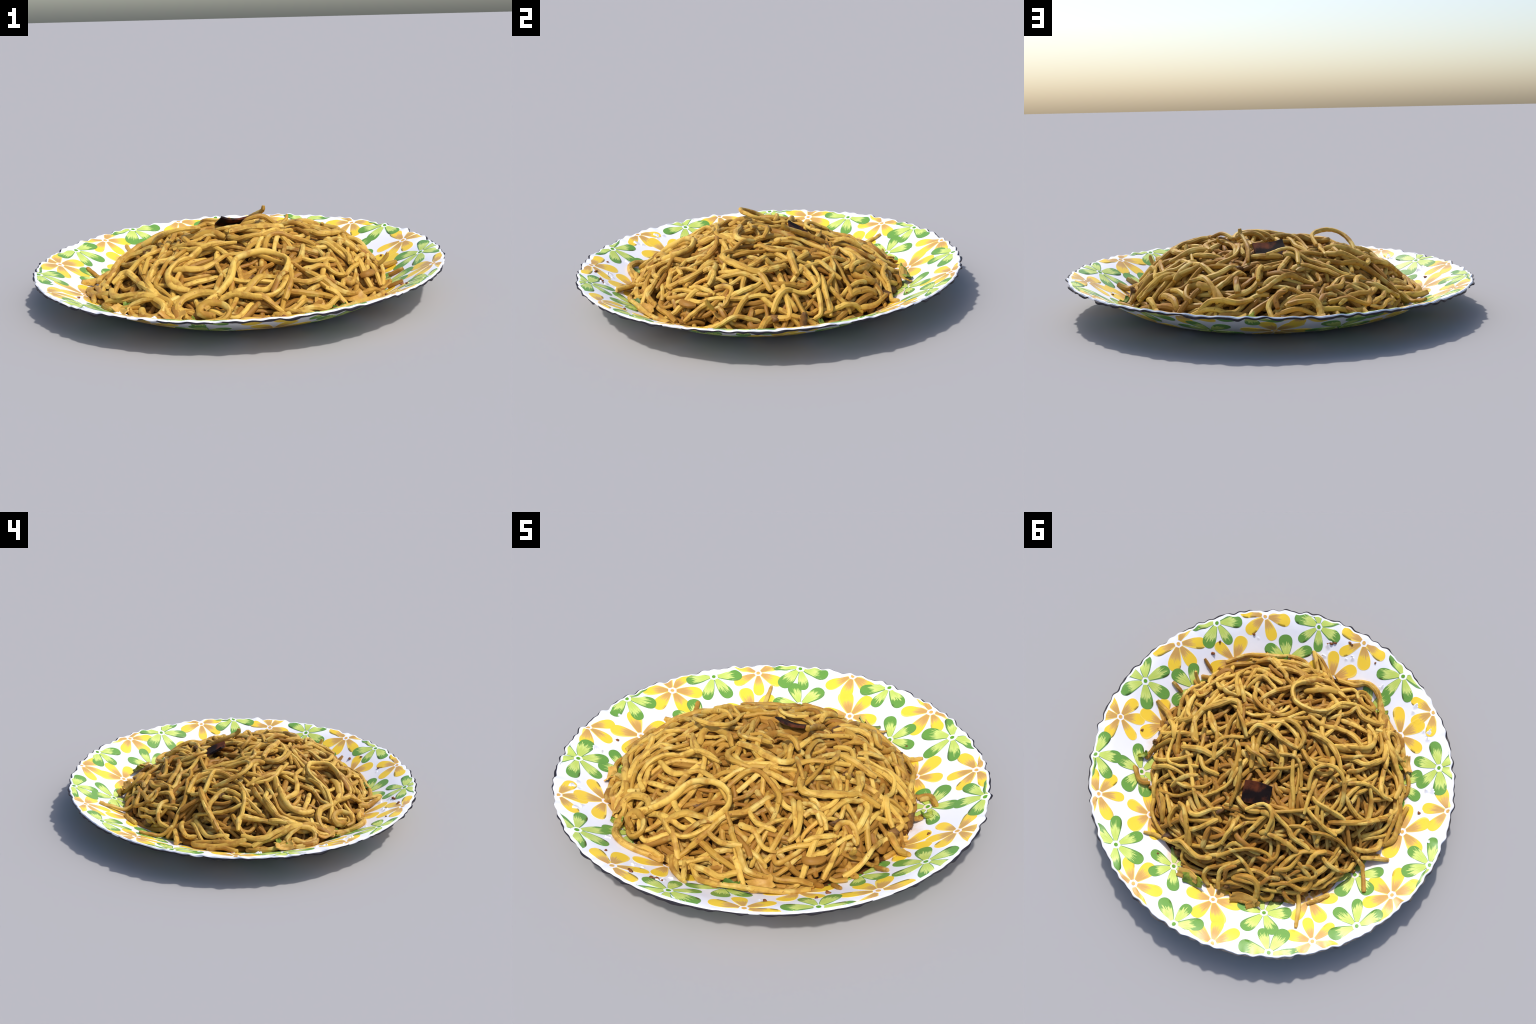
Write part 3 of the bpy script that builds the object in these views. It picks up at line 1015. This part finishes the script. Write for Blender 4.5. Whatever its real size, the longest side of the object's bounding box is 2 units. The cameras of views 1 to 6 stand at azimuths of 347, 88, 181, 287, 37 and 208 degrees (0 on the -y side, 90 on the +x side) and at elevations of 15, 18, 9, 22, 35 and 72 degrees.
def lump_mesh(name, sx, sy, sz, seed, rough=0.35, sub=3):
    bm = bmesh.new()
    bmesh.ops.create_icosphere(bm, subdivisions=sub, radius=1.0)
    for v in bm.verts:
        n = mnoise.fractal(v.co * 1.3 + Vector((seed * 3.1, seed, -seed)), 1.0, 2.0, 3)
        v.co *= 1 + rough * n
        v.co = Vector((v.co.x * sx, v.co.y * sy, v.co.z * sz))
    me = bpy.data.meshes.new(name)
    bm.to_mesh(me)
    bm.free()
    me.polygons.foreach_set("use_smooth", [True] * len(me.polygons))
    return me


def sheet_mesh(name, lx, ly, thick, seed, curl, ragged=0.22):
    """Bent, ragged flake with thickness."""
    bm = bmesh.new()
    N = 10
    grid = []
    for i in range(N + 1):
        for j in range(N + 1):
            u, v = i / N * 2 - 1, j / N * 2 - 1
            e = 1 + ragged * mnoise.noise(Vector((u * 1.4 + seed, v * 1.4, seed * 2.0)))
            z = curl * (u * u - 0.3) + 0.35 * curl * mnoise.noise(Vector((u * 1.7, v * 1.7, seed))) + 0.3 * curl * v * u
            grid.append(bm.verts.new((u * lx * e, v * ly * e * (1 - ragged * u * u), z)))
    bm.verts.ensure_lookup_table()
    for i in range(N):
        for j in range(N):
            a = i * (N + 1) + j
            bm.faces.new((grid[a], grid[a + N + 1], grid[a + N + 2], grid[a + 1]))
    bmesh.ops.recalc_face_normals(bm, faces=bm.faces[:])
    bmesh.ops.solidify(bm, geom=bm.faces[:], thickness=thick)
    me = bpy.data.meshes.new(name)
    bm.to_mesh(me)
    bm.free()
    me.polygons.foreach_set("use_smooth", [True] * len(me.polygons))
    smooth_by_angle(me, 45)
    return me


# things among the noodles: x, y, half length, half width, half height, turn
MEAT = [(0.66, -0.003, .04, .024, .024, 1.2), (0.398, 0.032, .03, .025, .02, 0.3), (-0.255, -0.326, .045, .022, .02, 1.0),
        (0.018, -0.097, .04, .03, .02, 0.2), (0.345, 0.55, .05, .035, .03, 0.7), (-0.077, 0.63, .04, .026, .022, 1.5),
        (0.144, 0.335, .032, .03, .02, 0.5), (0.02, 0.455, .04, .03, .02, 0.9), (-0.334, 0.446, .04, .025, .02, 2.0),
        (0.30, -0.10, .045, .03, .02, 1.7), (-0.05, -0.45, .04, .03, .02, 0.1), (0.67, 0.13, .022, .02, .055, 1.0),
        (-0.34, 0.57, .04, .025, .022, 0.4), (0.10, -0.35, .03, .02, .02, 2.2), (0.50, -0.22, .04, .025, .02, 0.9),
        (-0.45, -0.02, .03, .025, .02, 0.0), (0.24, 0.60, .04, .03, .024, 0.2), (-0.55, 0.36, .04, .03, .025, 1.0)]
# flat stewed leaves: x, y, half length, half width, turn, tilt
FLAKES = [(0.06, -0.68, .055, .03, 0.4, 0.7), (0.22, -0.66, .05, .025, 1.9, 0.6), (-0.42, -0.58, .06, .03, 2.4, 0.5),
          (-0.18, 0.66, .07, .03, 0.2, -0.7), (-0.24, 0.66, .04, .02, 0.6, -0.8), (0.64, 0.16, .022, .045, 0.1, 0.9),
          (0.68, 0.02, .04, .018, 0.8, 0.5), (0.14, 0.69, .06, .028, 0.1, -0.7), (0.40, -0.60, .05, .03, 0.9, 0.6),
          (-0.06, -0.71, .04, .016, 0.2, 0.5), (-0.62, -0.42, .05, .024, 2.1, 0.5), (-0.68, 0.12, .04, .016, 0.2, 0.3)]
GREENS = [(0.10, 0.70, .06, .03, 0.2, -0.6), (0.30, -0.66, .035, .02, 0.3, 0.4), (-0.60, -0.40, .03, .018, 1.2, 0.4),
          (0.70, 0.22, .03, .015, 0.8, 0.3), (-0.36, -0.64, .03, .016, 0.4, 0.3)]
CRUMBS = [(0.656, -0.492), (0.649, -0.565), (0.099, -0.85), (0.080, -0.86), (0.061, -0.871), (-0.016, -0.904),
          (-0.030, -0.900), (-0.198, -0.866), (0.345, 0.665), (0.50, -0.70), (0.78, 0.10), (-0.80, -0.20)]


def rest_on_plate(ob):
    """Lift a piece until none of it passes through the plate."""
    bpy.context.view_layer.update()
    P = np.array([tuple(ob.matrix_world @ v.co) for v in ob.data.vertices])
    need = float(np.max(plate_height(P[:, 0], P[:, 1]) + 0.0015 - P[:, 2]))
    if need > 0:
        ob.location.z += need


def build_extras(heap):
    r = random.Random(9)
    for i, (x, y, a, b, c, turn) in enumerate(MEAT):
        ob = new_object("meat_piece", lump_mesh("meat_piece", a * 0.8, b * 0.8, c * 0.8, i + 1.3, 0.55), heap, M_MEAT)
        z = max(float(plate_height(x, y)) + c * 0.6, min(surface_at(x, y), float(mound_height(x, y))) - 0.018)
        ob.location = (x, y, z)
        ob.rotation_euler = (r.uniform(-.3, .3), r.uniform(-.3, .3), turn)
        rest_on_plate(ob)
    for name, rows, mat in (("cabbage_flake", FLAKES, M_CABBAGE), ("onion_leaf", GREENS, M_LEAF)):
        for i, (x, y, a, b, turn, tilt) in enumerate(rows):
            ob = new_object(name, sheet_mesh(name, a, b, 0.006, i * 2.7 + len(rows), 0.018), heap, mat)
            z = max(float(plate_height(x, y)) + 0.012, surface_at(x, y) - 0.012)
            az = math.atan2(y, x)
            slope = Matrix.Rotation(abs(tilt), 4, Vector((-math.sin(az), math.cos(az), 0)))
            ob.matrix_local = Matrix.Translation((x, y, z)) @ slope @ Matrix.Rotation(turn, 4, 'Z')
            rest_on_plate(ob)
    # scorched square of crust near the top
    ob = new_object("charred_crust", sheet_mesh("charred_crust", 0.076, 0.060, 0.010, 4.4, 0.012, 0.05), heap, M_CHAR)
    ob.location = (CRUST_AT[0], CRUST_AT[1], CRUST_AT[2] + 0.012)
    ob.rotation_euler = (-0.52, 0.06, 0.22)
    for i, (x, y) in enumerate(CRUMBS):
        s = r.uniform(0.005, 0.009)
        ob = new_object("crumb", lump_mesh("crumb", s * 1.4, s, s * 0.7, i + 20.0, 0.5, 2), heap, M_CRUMB)
        ob.location = (x, y, float(plate_height(x, y)) + s * 0.35)
        ob.rotation_euler = (0, 0, r.uniform(0, 3))


def main():
    plate = build_plate()
    build_rim_edge(plate)
    bpy.context.view_layer.update()
    build_flowers(plate)
    heap = bpy.data.objects.new("noodle_heap", None)
    scene.collection.objects.link(heap)
    heap["label"] = "heaped golden brown fried noodles with meat and cabbage bits"
    heap["category"] = "noodles"
    build_core(heap)
    lay_all_noodles()
    build_noodles(heap)
    build_extras(heap)


main()
